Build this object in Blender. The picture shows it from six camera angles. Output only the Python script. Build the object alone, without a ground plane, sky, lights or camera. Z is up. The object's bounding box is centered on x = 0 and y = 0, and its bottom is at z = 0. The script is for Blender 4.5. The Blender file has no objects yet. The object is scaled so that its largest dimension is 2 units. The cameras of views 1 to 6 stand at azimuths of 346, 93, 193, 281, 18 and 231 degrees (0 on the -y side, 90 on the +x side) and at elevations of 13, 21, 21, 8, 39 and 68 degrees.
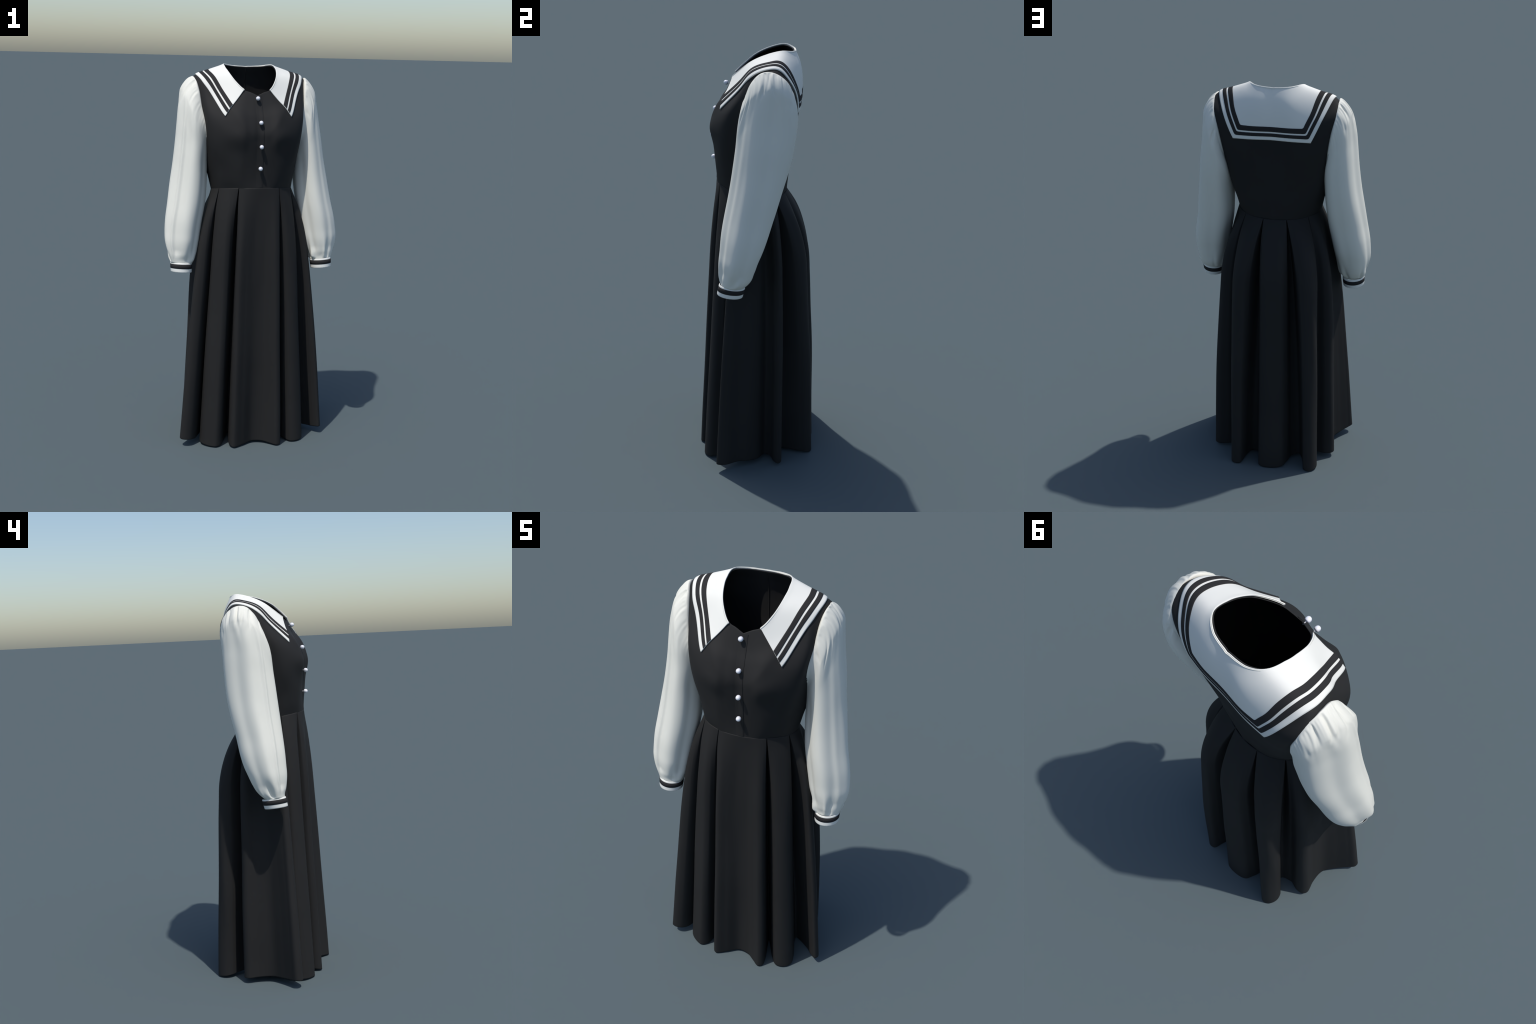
"""Sailor-collar pinafore dress: black bodice and pleated skirt, white collar and sleeves."""
import bpy, math
import numpy as np
from mathutils import Vector, noise
from mathutils.bvhtree import BVHTree

RNG = np.random.default_rng(7)


# ------------------------------------------------------------------ helpers
def smooth(x, a=0.0, b=1.0):
    t = np.clip((np.asarray(x, float) - a) / (b - a), 0, 1)
    return t * t * (3 - 2 * t)


def catmull(keys, pts, at):
    """Cubic Hermite through pts (n,d) placed at keys; finite-difference tangents."""
    keys = np.asarray(keys, float)
    pts = np.asarray(pts, float)
    if pts.ndim == 1:
        pts = pts[:, None]
    at = np.asarray(at, float)
    d = np.diff(pts, axis=0) / np.diff(keys)[:, None]
    h = np.diff(keys)
    m = np.zeros_like(pts)
    m[0], m[-1] = d[0], d[-1]
    m[1:-1] = (d[:-1] * h[1:, None] + d[1:] * h[:-1, None]) / (h[:-1] + h[1:])[:, None]
    i = np.clip(np.searchsorted(keys, at, side='right') - 1, 0, len(h) - 1)
    t = ((at - keys[i]) / h[i])[:, None]
    hh = h[i][:, None]
    return ((2*t**3 - 3*t**2 + 1) * pts[i] + (t**3 - 2*t**2 + t) * hh * m[i]
            + (-2*t**3 + 3*t**2) * pts[i+1] + (t**3 - t**2) * hh * m[i+1])


def catmull_closed(keys, pts, period, at):
    """Periodic version: keys in [0, period)."""
    keys = np.asarray(keys, float)
    pts = np.asarray(pts, float)
    if pts.ndim == 1:
        pts = pts[:, None]
    k = np.r_[keys[-2:] - period, keys, keys[:3] + period]
    p = np.vstack([pts[-2:], pts, pts[:3]])
    return catmull(k, p, np.mod(at - keys[0], period) + keys[0])


def grid_mesh(name, G, closed=False, flip=False, face_out=None, zw=1.0):
    """G: (rows, cols, 3) -> quad mesh; closed joins the last column to the first."""
    R, C = G.shape[:2]
    idx = np.arange(R * C).reshape(R, C)
    if closed:
        idx = np.c_[idx, idx[:, :1]]
    a, b, c, d = idx[:-1, :-1], idx[:-1, 1:], idx[1:, 1:], idx[1:, :-1]
    q = np.stack([a, b, c, d], -1).reshape(-1, 4)
    if flip:
        q = q[:, ::-1]
    me = bpy.data.meshes.new(name)
    me.from_pydata(G.reshape(-1, 3).tolist(), [], q.tolist())
    me.polygons.foreach_set('use_smooth', [True] * len(me.polygons))
    me.update()
    if face_out is not None:                     # make the faces look away from a point or axis
        ref = np.array(face_out, float)
        tot = 0.0
        for p in me.polygons:
            d = np.array(p.center) - ref
            d[2] *= zw
            tot += p.area * float(np.dot(np.array(p.normal), d))
        if tot < 0:
            me.flip_normals()
    return me


def add(name, me, parent, mat, thick=0.0, offset=-1.0):
    ob = bpy.data.objects.new(name, me)
    bpy.context.scene.collection.objects.link(ob)
    ob.parent = parent
    me.materials.append(mat)
    if thick:
        s = ob.modifiers.new('thickness', 'SOLIDIFY')
        s.thickness = thick
        s.offset = offset
        s.use_even_offset = False
    return ob


# ---------------------------------------------------------------- materials
def fabric(name, col, var, rough, weave, bump, sheen=0.0, spec=0.3, scale=3.0):
    m = bpy.data.materials.new(name)
    m.use_nodes = True
    nt = m.node_tree
    N, L = nt.nodes, nt.links
    b = N['Principled BSDF']
    tc = N.new('ShaderNodeTexCoord')
    nz = N.new('ShaderNodeTexNoise')
    nz.inputs['Scale'].default_value = scale
    nz.inputs['Detail'].default_value = 4
    L.new(tc.outputs['Object'], nz.inputs['Vector'])
    cr = N.new('ShaderNodeValToRGB')
    cr.color_ramp.elements[0].position = 0.3
    cr.color_ramp.elements[1].position = 0.7
    cr.color_ramp.elements[0].color = (*[c * (1 - var) for c in col], 1)
    cr.color_ramp.elements[1].color = (*[min(1, c * (1 + var)) for c in col], 1)
    L.new(nz.outputs['Fac'], cr.inputs['Fac'])
    L.new(cr.outputs['Color'], b.inputs['Base Color'])
    w = N.new('ShaderNodeTexNoise')
    w.inputs['Scale'].default_value = weave
    w.inputs['Detail'].default_value = 2
    L.new(tc.outputs['Object'], w.inputs['Vector'])
    bp = N.new('ShaderNodeBump')
    bp.inputs['Strength'].default_value = bump
    bp.inputs['Distance'].default_value = 0.002
    L.new(w.outputs['Fac'], bp.inputs['Height'])
    L.new(bp.outputs['Normal'], b.inputs['Normal'])
    b.inputs['Roughness'].default_value = rough
    b.inputs['Specular IOR Level'].default_value = spec
    b.inputs['Sheen Weight'].default_value = sheen
    return m


BLACK = fabric('black_twill', (0.0208, 0.0205, 0.0205), 0.06, 0.72, 600, 0.04, spec=0.17)
BRAID = fabric('black_braid', (0.028, 0.027, 0.0275), 0.05, 0.85, 700, 0.03, spec=0.12)
WHITE = fabric('white_cotton', (0.76, 0.755, 0.705), 0.01, 0.75, 500, 0.03)
CHIFFON = fabric('white_chiffon', (0.74, 0.732, 0.66), 0.012, 0.7, 400, 0.04)
PEARL = bpy.data.materials.new('pearl')
PEARL.use_nodes = True
_b = PEARL.node_tree.nodes['Principled BSDF']
_n = PEARL.node_tree.nodes.new('ShaderNodeLayerWeight')
_r = PEARL.node_tree.nodes.new('ShaderNodeValToRGB')
_r.color_ramp.elements[0].color = (0.86, 0.86, 0.90, 1)
_r.color_ramp.elements[1].color = (0.72, 0.74, 0.84, 1)
_n.inputs['Blend'].default_value = 0.4
PEARL.node_tree.links.new(_n.outputs['Facing'], _r.inputs['Fac'])
PEARL.node_tree.links.new(_r.outputs['Color'], _b.inputs['Base Color'])
_b.inputs['Roughness'].default_value = 0.25
_b.inputs['Coat Weight'].default_value = 0.4

# ------------------------------------------------------------------ the dress
dress = bpy.data.objects.new('dress', None)
bpy.context.scene.collection.objects.link(dress)
dress['label'] = 'long black pleated dress with white sailor collar and sleeves'
dress['category'] = 'dress'

# waist seam: an ellipse that dips towards the back
WA, WB, WCY = 0.213, 0.167, -0.040


def waist(th, grow=0.0):
    """th in degrees: 0 = front (-y), 90 = +x, 180 = back."""
    t = np.radians(np.asarray(th, float))
    x = (WA + grow) * np.sin(t)
    y = WCY - (WB + grow) * np.cos(t)
    z = 1.362 + 0.027 * np.cos(t) - 0.001 * np.cos(2 * t)
    return np.stack([x, y, z], -1)


# ------------------------------------------------------------------ bodice
# Each row runs from the centre front round one side to the centre back; the
# rows climb from the waist seam to the neckline, passing over the shoulder.
ROWS = [
    waist([0, 15, 30, 57, 82, 105, 130, 153, 180]).tolist(),
    [(0, -.204, 1.43), (.055, -.203, 1.43), (.115, -.190, 1.43), (.185, -.140, 1.43), (.222, -.06, 1.43),
     (.226, .0, 1.43), (.190, .085, 1.43), (.105, .125, 1.43), (0, .135, 1.43)],
    [(0, -.204, 1.49), (.055, -.207, 1.49), (.115, -.198, 1.49), (.190, -.150, 1.49), (.235, -.06, 1.49),
     (.241, .02, 1.49), (.205, .10, 1.49), (.115, .131, 1.49), (0, .141, 1.49)],
    [(0, -.206, 1.55), (.055, -.214, 1.555), (.115, -.206, 1.565), (.213, -.156, 1.58), (.247, -.06, 1.59),
     (.256, .04, 1.60), (.230, .118, 1.60), (.125, .148, 1.58), (0, .152, 1.57)],
    [(0, -.208, 1.61), (.05, -.220, 1.615), (.112, -.224, 1.64), (.228, -.152, 1.66), (.256, -.068, 1.69),
     (.282, .05, 1.75), (.262, .145, 1.74), (.140, .166, 1.68), (0, .163, 1.66)],
    [(0, -.210, 1.66), (.05, -.221, 1.67), (.107, -.215, 1.70), (.232, -.136, 1.745), (.270, -.056, 1.80),
     (.299, .05, 1.895), (.288, .148, 1.855), (.140, .176, 1.76), (0, .176, 1.75)],
    [(0, -.190, 1.73), (.05, -.197, 1.735), (.117, -.190, 1.758), (.2145, -.088, 1.833), (.255, -.032, 1.899),
     (.285, .05, 1.938), (.273, .112, 1.918), (.120, .175, 1.85), (0, .178, 1.84)],
    [(0, -.166, 1.785), (.043, -.165, 1.792), (.098, -.150, 1.815), (.159, -.084, 1.873), (.188, -.026, 1.934),
     (.208, .045, 1.960), (.198, .100, 1.964), (.090, .162, 1.93), (0, .166, 1.925)],
    [(0, -.141, 1.849), (.034, -.131, 1.864), (.068, -.119, 1.876), (.098, -.084, 1.908), (.122, -.036, 1.946),
     (.132, .025, 1.976), (.126, .092, 1.994), (.075, .132, 1.990), (0, .144, 1.986)],
]
NU, NV = 80, 90
half = np.array([catmull(np.arange(9), np.array(r), np.linspace(0, 8, NU + 1)) for r in ROWS])
rowkeys = np.array([0, .55, 1.05, 1.6, 2.2, 2.9, 3.7, 4.7, 5.7])
vv = np.linspace(0, rowkeys[-1], NV)
half = np.stack([catmull(rowkeys, half[:, j], vv) for j in range(NU + 1)], 1)
mirror = half[:, -2:0:-1] * np.array([-1, 1, 1])
torso = np.concatenate([half, mirror], 1)
torso[:, :, 0][:, 0] = 0
for step in range(120):  # fair the loft without shrinking it, keeping the two rims
    n = torso.copy()
    avg = (np.roll(n, 1, 1) + np.roll(n, -1, 1)) / 4
    avg[1:-1] += (n[2:] + n[:-2]) / 4
    k = .6 if step % 2 == 0 else -.62
    torso[1:-1] = n[1:-1] + k * (avg[1:-1] - n[1:-1])
hem_turn = torso[:1] * np.array([.985, .985, 1]) + np.array([0, WCY * .015, -.012])   # tucked under the skirt
torso = np.concatenate([hem_turn, torso], 0)
bod_me = grid_mesh('bodice', torso, closed=True, face_out=(0, 0, 1.65))
bodice = add('bodice', bod_me, dress, BLACK, thick=0.003)
BVH = BVHTree.FromPolygons([v.co.copy() for v in bod_me.vertices], [tuple(p.vertices) for p in bod_me.polygons])
VN = [Vector(v.normal) for v in bod_me.vertices]


def on_torso(p, off):
    """Nearest point of the bodice, lifted by off along the smoothed surface normal."""
    loc, nor, fi, _ = BVH.find_nearest(Vector(p))
    nn = Vector((0, 0, 0))
    for vi in bod_me.polygons[fi].vertices:
        nn += VN[vi] / (0.002 + (bod_me.vertices[vi].co - loc).length)
    nn.normalize()
    return np.array(loc + nn * off)


def relax(G, it, edges=False):
    for _ in range(it):
        n = G.copy()
        G[1:-1, 1:-1] = 0.5 * n[1:-1, 1:-1] + 0.125 * (n[2:, 1:-1] + n[:-2, 1:-1] + n[1:-1, 2:] + n[1:-1, :-2])
        if edges:
            G[0, 1:-1] = 0.5 * n[0, 1:-1] + 0.25 * (n[0, 2:] + n[0, :-2])
            G[-1, 1:-1] = 0.5 * n[-1, 1:-1] + 0.25 * (n[-1, 2:] + n[-1, :-2])
    return G


# button placket: a strip lapped over the centre front
rows = []
for z in np.linspace(1.389, 1.846, 70):
    hit_row = []
    for x, o in ((-.018, -.0006), (-.013, .0002), (-.006, .0007), (.002, .0012), (.010, .0016), (.0205, .0020), (.0213, .0015), (.0216, -.001)):
        hit = BVH.ray_cast(Vector((x, -1, z)), Vector((0, 1, 0)))
        hit_row.append(np.array(hit[0] if hit[0] else (x, -.14, z)) + np.array([0, -o, 0]))
    rows.append(hit_row)
add('placket', grid_mesh('placket', np.array(rows), face_out=(0, 0, 1.6)), dress, BLACK)

# centre back seam, seen through the neckline
seam = []
for z in np.linspace(1.36, 1.978, 60):
    hit = BVH.ray_cast(Vector((.004, 0, z)), Vector((0, 1, 0)))
    y = hit[0].y if hit[0] else .14
    seam.append([(.004 + dx, y - d, z) for dx, d in ((-.004, .002), (-.003, .0048), (.003, .0048), (.004, .002))])
add('seam', grid_mesh('seam', np.array(seam)), dress, BLACK)

# ------------------------------------------------------------------ collar
# outer edge, inner edge of the braid, neck edge: from the front point to the centre back
OUT = [(.174, -.176, 1.748), (.190, -.143, 1.775), (.225, -.071, 1.850), (.255, -.030, 1.900), (.274, .0, 1.930),
       (.283, .05, 1.943), (.276, .095, 1.936), (.264, .127, 1.908), (.239, .158, 1.850), (.210, .167, 1.788),
       (.188, .168, 1.744), (.10, .180, 1.745), (0, .184, 1.747)]
BRD = [(.130, -.154, 1.799), (.143, -.132, 1.825), (.171, -.072, 1.880), (.194, -.036, 1.930), (.206, .0, 1.952),
       (.213, .045, 1.962), (.208, .09, 1.963), (.199, .13, 1.938), (.184, .156, 1.882), (.1635, .170, 1.835),
       (.152, .174, 1.807), (.08, .185, 1.807), (0, .186, 1.808)]
NCK = [(.066, -.122, 1.874), (.080, -.106, 1.889), (.100, -.080, 1.915), (.117, -.048, 1.942), (.128, -.015, 1.962),
       (.134, .03, 1.980), (.129, .08, 1.997), (.116, .108, 1.997), (.10, .122, 1.995), (.085, .132, 1.993),
       (.07, .138, 1.991), (.035, .145, 1.989), (0, .147, 1.988)]


def collar_edge(P):
    P = np.array(P)
    s1 = catmull(np.arange(11), P[:11], np.linspace(0, 10, 121))
    s2 = catmull(np.arange(3), P[10:], np.linspace(0, 2, 41))[1:]
    h = np.vstack([s1, s2])
    return np.vstack([h, h[-2::-1] * np.array([-1, 1, 1])])


eo, ei, en = collar_edge(OUT), collar_edge(BRD), collar_edge(NCK)
BANDS = [0, .28, .55, .655, 1.0]          # white edge, braid, white line, braid
wb = np.unique(np.r_[np.linspace(0, .28, 5), np.linspace(.28, .55, 5), np.linspace(.55, .655, 3), np.linspace(.655, 1, 6)])
wn = np.linspace(0, 1, 22)[1:]
C = np.array([eo + (ei - eo) * w for w in wb] + [ei + (en - ei) * w for w in wn])
nb = len(wb)
lift = np.r_[np.full(nb, .0058), .0058 + .0006 * smooth(wn, .3, .8) + .0016 * smooth(wn, .84, .92)]
for r in range(C.shape[0]):
    for c in range(C.shape[1]):
        C[r, c] = on_torso(C[r, c], lift[r])
C = relax(C, 8, edges=False)
NCOL = C.shape[1]
for _ in range(30):                               # fair the long outer edges, leaving the points and corners
    for lo, hi in ((2, 112), (NCOL - 112, NCOL - 2)):
        e = C[0].copy()
        C[0, lo:hi] = .5 * e[lo:hi] + .25 * (e[lo - 1:hi - 1] + e[lo + 1:hi + 1])
C = relax(C, 4, edges=False)
top = C.copy()
# rolled neck edge: the last rows turn over and down inside the neckline
nrm = np.gradient(C, axis=0)[-1]
nrm /= np.linalg.norm(nrm, axis=1)[:, None]
down = np.array([0, 0, -1.0])
roll = []
for a in np.linspace(15, 150, 8):
    a = math.radians(a)
    roll.append(C[-1] + nrm * (.0035 * math.sin(a)) + down * (.0035 * (1 - math.cos(a))))
full = np.concatenate([C, np.array(roll)], 0)
collar = add('collar', grid_mesh('collar', full, face_out=(0, 0, 1.6)), dress, WHITE, thick=0.0045, offset=-1.0)


def surf_normals(G):
    du = np.gradient(G, axis=1)
    dv = np.gradient(G, axis=0)
    n = np.cross(du, dv)
    n /= np.linalg.norm(n, axis=2)[:, :, None] + 1e-12
    return n


CN = surf_normals(C)
if (CN[0, 160] @ np.array([0, 1.0, 0])) < 0:
    CN = -CN
wb_list = list(np.round(wb, 4))
for lo, hi in ((.28, .55), (.655, 1.0)):
    i0, i1 = wb_list.index(round(lo, 4)), wb_list.index(round(hi, 4))
    G, n = C[i0:i1 + 1], CN[i0:i1 + 1]
    band = np.concatenate([G[:1] + n[:1] * -.001, G + n * .0012, G[-1:] + n[-1:] * -.001], 0)
    ends = band.copy()
    add('stripe', grid_mesh('stripe', ends, face_out=(0, 0, 1.6)), collar, BRAID)

# ------------------------------------------------------------------ sleeves
# rows: height, centre x, centre y, half width in x, half width in y
SL = np.array([
    (.930, .381, -.108, .054, .058), (.985, .380, -.096, .056, .059), (1.000, .379, -.088, .064, .067),
    (1.030, .378, -.080, .073, .084), (1.060, .377, -.076, .080, .093), (1.100, .374, -.071, .087, .101),
    (1.150, .368, -.060, .091, .109), (1.200, .361, -.050, .093, .115), (1.300, .343, -.030, .094, .121),
    (1.400, .331, -.010, .092, .126), (1.500, .322, .008, .087, .131), (1.600, .313, .022, .085, .134),
    (1.700, .310, .032, .079, .133), (1.800, .300, .045, .078, .122), (1.850, .296, .050, .072, .108),
    (1.900, .291, .052, .058, .082), (1.937, .288, .050, .030, .050)])
ARM = np.array([2e-3, 0, 0]) + np.array([(.299, .05, 1.936), (.291, .005, 1.922), (.281, -.035, 1.87), (.268, -.06, 1.79), (.253, -.085, 1.70),
                (.245, -.065, 1.61), (.244, .02, 1.565), (.247, .092, 1.61), (.263, .142, 1.70), (.279, .163, 1.80),
                (.290, .142, 1.876), (.297, .10, 1.920)])


# the two sleeves hang a little differently: height, shift of centre in x and y, change of half widths
HANG = {1: np.array([(.93, 0, 0, 0, 0), (1.0, 0, .001, 0, -.007), (1.1, .001, .005, .003, -.009), (1.3, .001, .006, .003, -.006), (1.5, 0, .012, 0, -.004),
                     (1.6, -.002, .016, 0, -.002), (1.7, -.005, .017, -.004, -.002), (1.8, -.005, .012, -.004, -.003), (1.9, -.002, .004, 0, 0)]),
        -1: np.array([(.93, 0, 0, 0, 0), (.99, 0, -.007, 0, -.011), (1.015, 0, -.006, .002, -.010), (1.1, .002, .003, .005, -.004), (1.3, .003, .001, .006, -.002), (1.4, .002, 0, .005, -.001),
                      (1.6, 0, -.007, .003, -.007), (1.8, 0, -.008, 0, -.008), (1.87, 0, -.003, 0, -.003), (1.93, 0, 0, 0, 0)])}


def shear(P, cx, cy, amt):
    P[..., 2] += amt * (-.12 * (P[..., 1] - cy) + .07 * (P[..., 0] - cx))
    return P


def bell(phi, c, w):
    d = (phi - c + 180) % 360 - 180
    return np.exp(-(d / w) ** 2)


def sleeve(side, seed):
    rng = np.random.default_rng(seed)
    NC, NR = 220, 150
    phi = np.arange(NC) * 360 / NC               # 0 outwards, 90 front, 180 body, 270 back
    arm = catmull_closed(np.arange(12) * 30, ARM, 360, phi)
    if side < 0:
        arm = arm + bell(phi, 270, 55)[:, None] * np.array([.008, -.009, 0])
    t = np.linspace(0, 1, NR) ** 1.15
    zend = .984
    Z = arm[None, :, 2] + (zend - arm[None, :, 2]) * t[:, None]
    sec = (catmull(SL[:, 0], SL[:, 1:], Z.ravel())
           + catmull(HANG[side][:, 0], HANG[side][:, 1:], np.clip(Z.ravel(), .93, HANG[side][-1, 0]))).reshape(NR, NC, 4)
    c, s = np.cos(np.radians(phi))[None], np.sin(np.radians(phi))[None]
    ex = 1.0
    X = sec[..., 0] + sec[..., 2] * np.sign(c) * np.abs(c) ** ex
    Y = sec[..., 1] - sec[..., 3] * np.sign(s) * np.abs(s) ** ex
    P = np.stack([X, Y, Z], -1)
    dist = (arm[None, :, 2] - Z)                  # metres below the armhole
    k = smooth(dist, -.01, .07)[..., None]
    P = arm[None] * (1 - k) + P * k
    # radial direction
    D = np.stack([c * np.ones_like(Z), -s * np.ones_like(Z), np.zeros_like(Z)], -1)
    up = smooth(dist, .02, .2)
    lowfade = smooth(Z, 1.0, 1.06)
    F = phi[None]
    long = up * lowfade
    drift = 8 * np.sin((Z - 1.2) * 5 + seed)
    disp = long * (.005 * bell(F, 18 + drift, 14) - .008 * bell(F, -16 + drift * .6, 17) + (.007 if side < 0 else .003) * bell(F, 47, 6 if side < 0 else 10)
                   - .012 * bell(F, 58, 24) + .002 * bell(F, 98 + drift, 16) - .006 * bell(F, 132, 12)
                   + .004 * bell(F, 160, 10) + .002 * bell(F, 235 + drift, 16) - .005 * bell(F, 262, 16)
                   + .003 * bell(F, 300, 14) - .003 * bell(F, 200, 14) - .003)
    # gathers falling from the cap
    capmask = .25 + .75 * (bell(F, 0, 75))
    gath = np.zeros_like(Z)
    for _ in range(16):
        f0 = rng.uniform(-110, 110)
        w = rng.uniform(4, 9)
        ln = rng.uniform(.03, .12)
        lean = rng.uniform(-60, 60)
        gath += rng.uniform(.5, 1.2) * rng.choice([-1, 1.0]) * bell(F + lean * dist, f0, w) * np.exp(-(dist / ln) ** 2)
    disp += .0048 * gath * capmask * smooth(dist, .004, .03)
    for _ in range(12):                           # short pinched creases under the cap seam
        f0, d0 = rng.uniform(-95, 95), rng.uniform(.025, .085)
        lean = rng.uniform(-250, 250)
        disp -= rng.uniform(.0025, .006) * bell(F + lean * (dist - d0), f0, rng.uniform(2.5, 5)) * np.exp(-((dist - d0) / rng.uniform(.018, .042)) ** 2)
    puff = np.abs(np.sin(np.radians(F) * 11 + .6 * np.sin(np.radians(F) * 4 + seed))) ** .7
    disp += .0026 * puff * bell(F, 0, 85) * smooth(dist, .0, .012) * np.exp(-(dist / .035) ** 2)
    fine = np.zeros_like(Z)
    for fr in (23, 37, 51):
        fine += np.sin(np.radians(F) * fr * 1.0 + rng.uniform(0, 6) + 25 * dist * rng.uniform(-1, 1))
    disp += .0010 * fine * capmask * smooth(dist, .004, .02) * np.exp(-(dist / .04) ** 2)
    # gathers into the cuff
    low = Z - zend
    cg = np.zeros_like(Z)
    for _ in range(14):
        f0 = rng.uniform(0, 360)
        cg += rng.uniform(.4, 1.1) * rng.choice([-1, 1.0]) * bell(F, f0, rng.uniform(6, 15)) * np.exp(-((low - .02) / rng.uniform(.03, .09)) ** 2)
    disp += .008 * cg * smooth(low, .0, .02)
    for i in range(NR):
        for j in range(NC):
            q = Vector((P[i, j, 0] * 11, P[i, j, 1] * 11, P[i, j, 2] * 4 + seed * 10))
            disp[i, j] += .0035 * noise.noise(q) * up[i, j] * lowfade[i, j]
    P = P + D * disp[..., None]
    sh = 1 - smooth(Z, .99, 1.12)
    P = shear(P, .380, -.096, sh)
    mid = np.array([.262, .048, 1.74])                     # seam allowance turned into the armhole
    tuck = arm + (mid - arm) * .10 + np.array([-.009, 0, 0])
    P = np.concatenate([tuck[None], (.55 * P[0] + .45 * tuck)[None], P], 0)
    # nothing of the sleeve shows inside the bodice: press buried points into its cloth
    flat = P.reshape(-1, 3)
    for i in range(len(flat)):
        if flat[i, 2] > 1.42 and abs(flat[i, 0]) < .33:
            loc, nor, fi, dd = BVH.find_nearest(Vector(flat[i]))
            if (Vector(flat[i]) - loc).dot(nor) < -.0012:
                flat[i] = np.array(loc - nor * .0012)
    P = flat.reshape(P.shape)
    P[..., 0] *= side
    return P


def ring(zs, grow, side, n=96):
    phi = np.radians(np.arange(n) * 360 / n)
    out = []
    for z, g in zip(zs, grow):
        cx, cy, a, b = [np.interp(min(z, .985), SL[:, 0], SL[:, i]) for i in (1, 2, 3, 4)]
        p = np.stack([cx + (a + g) * np.cos(phi), cy - (b + g) * np.sin(phi), np.full(n, z)], -1)
        out.append(p)
    G = shear(np.array(out), .380, -.096, 1.0)
    G[..., 0] *= side
    return G


for side, seed in ((-1, 3), (1, 5)):
    add('sleeve', grid_mesh('sleeve', sleeve(side, seed), closed=True, face_out=(side * .35, -.02, 1.4), zw=0), dress, CHIFFON, thick=0.0012)
    cz = [.988, .986, .982, .942, .9385, .9375, .9385, .982]
    cg = [-.003, -.0005, .0003, .0003, -.0004, -.002, -.0036, -.0036]
    cuff = add('cuff', grid_mesh('cuff', ring(cz, cg, side), closed=True, face_out=(side * .38, -.1, .96), zw=0), dress, WHITE)
    add('cuff_stripe', grid_mesh('cuff_stripe', ring([.9800, .9795, .9570, .9565], [-.0005, .0012, .0012, -.0005], side),
                                 closed=True, face_out=(side * .38, -.1, .96), zw=0), cuff, BRAID)

# ------------------------------------------------------------------ skirt
# Hem plan, anticlockwise from the left edge of the front panel; groups are
# panels ('p') and the recesses between them ('r'); (x, y, z).
HEM = [
    ('p', -28, 33, [(-.141, -.243, .010), (-.121, -.270, .004), (-.072, -.250, .006), (-.012, -.219, .010), (.040, -.229, .010),
                    (.078, -.256, .006), (.112, -.281, .002), (.134, -.272, .004), (.139, -.240, .010)]),
    ('r', 33, 33, [(.128, -.13, .02)]),
    ('p', 33, 65, [(.166, -.212, .010), (.195, -.245, .003), (.222, -.250, .003), (.250, -.241, .004), (.272, -.218, .008), (.272, -.175, .015)]),
    ('r', 65, 65, [(.264, -.07, .03)]),
    ('p', 65, 135, [(.322, -.113, .032), (.360, -.155, .036), (.384, -.171, .040), (.397, -.158, .042), (.390, -.125, .040), (.347, -.070, .034),
                    (.330, -.020, .030), (.296, .025, .024), (.246, .058, .020), (.262, .085, .020), (.304, .106, .018), (.318, .127, .014),
                    (.296, .142, .012), (.250, .140, .016)]),
    ('r', 135, 135, [(.195, .135, .02)]),
    ('p', 135, 166, [(.190, .235, .010), (.188, .262, .006), (.176, .284, .003), (.157, .292, .002), (.134, .284, .003), (.123, .252, .008)]),
    ('r', 166, 166, [(.116, .212, .015), (.095, .186, .02), (.066, .190, .018)]),
    ('p', 166, 198, [(.045, .245, .010), (.036, .276, .004), (.010, .290, .002), (-.045, .285, .002), (-.088, .266, .006), (-.108, .226, .012)]),
    ('r', 198, 198, [(-.128, .184, .018), (-.165, .165, .02)]),
    ('p', 198, 230, [(-.195, .228, .010), (-.204, .260, .004), (-.231, .273, .002), (-.258, .257, .004), (-.270, .226, .008), (-.262, .190, .014)]),
    ('r', 230, 230, [(-.213, .145, .02)]),
    ('p', 230, 298, [(-.242, .112, .022), (-.295, .117, .024), (-.327, .108, .026), (-.338, .085, .027), (-.317, .030, .028), (-.309, -.038, .030),
                     (-.338, -.094, .034), (-.376, -.145, .040), (-.396, -.172, .044), (-.392, -.194, .042), (-.372, -.203, .040), (-.340, -.196, .036), (-.311, -.170, .030)]),
    ('r', 298, 298, [(-.268, -.07, .03)]),
    ('p', 298, 332, [(-.287, -.160, .012), (-.281, -.190, .008), (-.252, -.222, .004), (-.212, -.243, .003), (-.182, -.227, .005), (-.163, -.190, .010)]),
    ('r', 332, 332, [(-.132, -.13, .02)]),
]
hem, ang, rec, opn = [], [], [], []
for kind, a0, a1, pts in HEM:
    pts = np.array(pts)
    if kind == 'p':
        s = np.r_[0, np.cumsum(np.linalg.norm(np.diff(pts, axis=0), axis=1))]
        s /= s[-1]
        aa = a0 + (a1 - a0) * (.012 + .976 * s)
    else:
        aa = np.full(len(pts), float(a0))
    o = np.zeros(len(pts))
    if kind == 'p':
        o[0], o[-1] = 1, -1
    opn += o.tolist()
    hem += pts.tolist()
    ang += aa.tolist()
    rec += [1.0 if kind == 'r' else 0.0] * len(pts)
hem, ang, rec = np.array(hem), np.array(ang), np.array(rec)
seg = np.linalg.norm(np.diff(np.vstack([hem, hem[:1]]), axis=0), axis=1)
key = np.r_[0, np.cumsum(np.sqrt(seg))]
period, key = key[-1], key[:-1]
NS = 900
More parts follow.
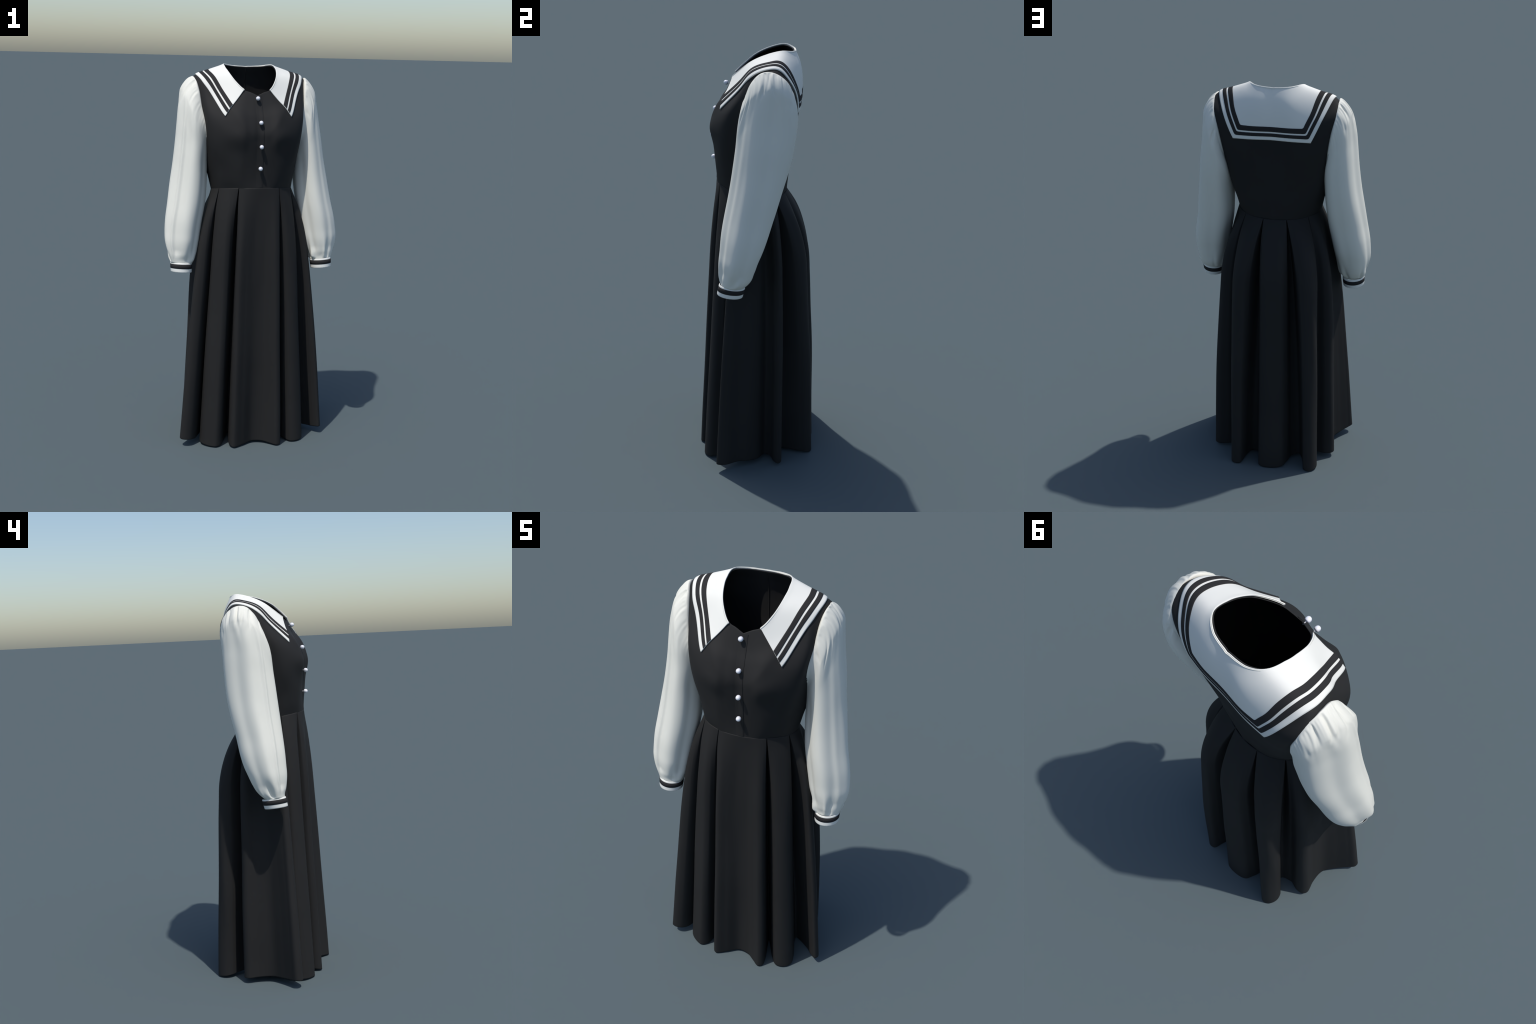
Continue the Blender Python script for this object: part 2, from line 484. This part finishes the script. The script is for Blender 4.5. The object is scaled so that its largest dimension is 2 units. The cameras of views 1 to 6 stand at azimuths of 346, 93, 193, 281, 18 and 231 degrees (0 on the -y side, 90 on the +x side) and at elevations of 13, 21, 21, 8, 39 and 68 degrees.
at = np.arange(NS) * period / NS
HP = catmull_closed(key, hem, period, at)
k2 = np.r_[key, period]
TH = np.interp(at, k2, np.r_[ang, ang[0] + 360])
OP = np.interp(at, k2, np.r_[opn, opn[0]])
RC = smooth(np.interp(at, k2, np.r_[rec, rec[0]]))
WP = waist(TH, .0005)
inward = -np.stack([np.sin(np.radians(TH)), -np.cos(np.radians(TH)), np.zeros(NS)], -1)
# how soon each side reaches its hem width: straight in front, hips at sides and back
VK = [0, .08, .15, .22, .31, .50, .70, 1.0]
G_F = [0, .20, .32, .41, .49, .64, .79, 1]
G_S = [0, .25, .42, .53, .63, .77, .88, 1]
G_B = [0, .365, .57, .69, .745, .82, .90, 1]
v = np.r_[np.linspace(0, .03, 10)[:-1], np.linspace(.03, .985, 100), np.linspace(.985, 1, 5)[1:]]
gF, gS, gB = (catmull(VK, g, v)[:, 0] for g in (G_F, G_S, G_B))
wB = smooth(-np.cos(np.radians(TH)), -.1, .75)
wF = smooth(np.cos(np.radians(TH)), -.25, .5)
wB = wB * (1 - wF)
wS = 1 - wB - wF
g = gF[:, None] * wF[None] + gS[:, None] * wS[None] + gB[:, None] * wB[None]
gr = g + .08 * np.sin(np.pi * v)[:, None] * np.exp(-((TH[None] - 122) / 14) ** 2)   # fuller fold behind the right hip
gT = catmull(VK, [0, .20, .32, .43, .53, .70, .84, 1], v)[:, 0]
rad = -inward[:, :2]
tang = np.stack([rad[:, 1] * -1, rad[:, 0]], -1)
dv = (HP - WP)[:, :2]
dr, dt = (dv * rad).sum(1), (dv * tang).sum(1)
gt = gr * (1 - wB[None]) + gT[:, None] * wB[None]
XY = WP[None, :, :2] + rad[None] * (dr[None] * gr)[..., None] + tang[None] * (dt[None] * gt)[..., None]
XY = XY + (inward[:, :2] * RC[:, None])[None] * (.016 * smooth(v, 0, .012))[:, None, None]
bump = smooth(v, 0, .2) * (1 - .65 * smooth(v, .35, 1))
XY = XY + (inward[:, :2] * RC[:, None])[None] * (.022 * smooth(v, 0, .08) * (1 - smooth(v, .3, .8)))[:, None, None]
tang = np.stack([np.cos(np.radians(TH)), np.sin(np.radians(TH))], -1)
XY = XY + (tang * OP[:, None])[None] * (.0055 * bump)[:, None, None]   # pleat mouths open below the seam
XY = XY + inward[None, :, :2] * (.0004 * (1 - smooth(v, 0, .006)))[:, None, None]   # turned in at the waist seam
wob = np.array([[noise.noise(Vector((math.sin(math.radians(t)) * 4.5 + 1.5 * w, math.cos(math.radians(t)) * 4.5, w * 2.6 + 3))) for t in TH] for w in v])
XY = XY + rad[None] * (wob * (.004 + .006 * wB[None]) * smooth(v, .02, .14)[:, None] * (1 - .6 * smooth(v, .5, 1))[:, None] * (1 - RC[None]))[..., None]
Zs = WP[None, :, 2] + (HP - WP)[None, :, 2] * v[:, None]
SK = np.concatenate([XY, Zs[..., None]], -1)
add('skirt', grid_mesh('skirt', SK, closed=True, face_out=(0, 0, .7), zw=0), dress, BLACK, thick=0.004)

# ------------------------------------------------------------------ buttons
prof = [(0, .0215), (.003, .0212), (.006, .0199), (.0085, .0175), (.0101, .0142), (.0107, .0110), (.0106, .0070), (.0099, .0036),
        (.0078, .0020), (.0035, .0012), (.0020, .0000), (.0017, -.013)]
n = 40
BG = np.array([[(r * math.cos(a), r * math.sin(a), h) for a in np.linspace(0, 2 * math.pi, n, endpoint=False)] for r, h in prof])
btn = grid_mesh('button', BG, closed=True, face_out=(0, 0, .01))
btn.materials.append(PEARL)
for (x, z) in ((-.003, 1.833), (.005, 1.715), (.007, 1.597), (.004, 1.487)):
    hit = BVH.ray_cast(Vector((x, -1, z)), Vector((0, 1, 0)))
    ob = bpy.data.objects.new('button', btn)
    bpy.context.scene.collection.objects.link(ob)
    ob.parent = dress
    nn = Vector(hit[1])
    nn = (nn if nn.y < 0 else -nn)
    nn = (nn.normalized() + Vector((0, -1, 0)) * .8).normalized()
    ob.location = hit[0] + Vector((0, -.0075, 0))
    ob.rotation_euler = nn.to_track_quat('Z', 'Y').to_euler()
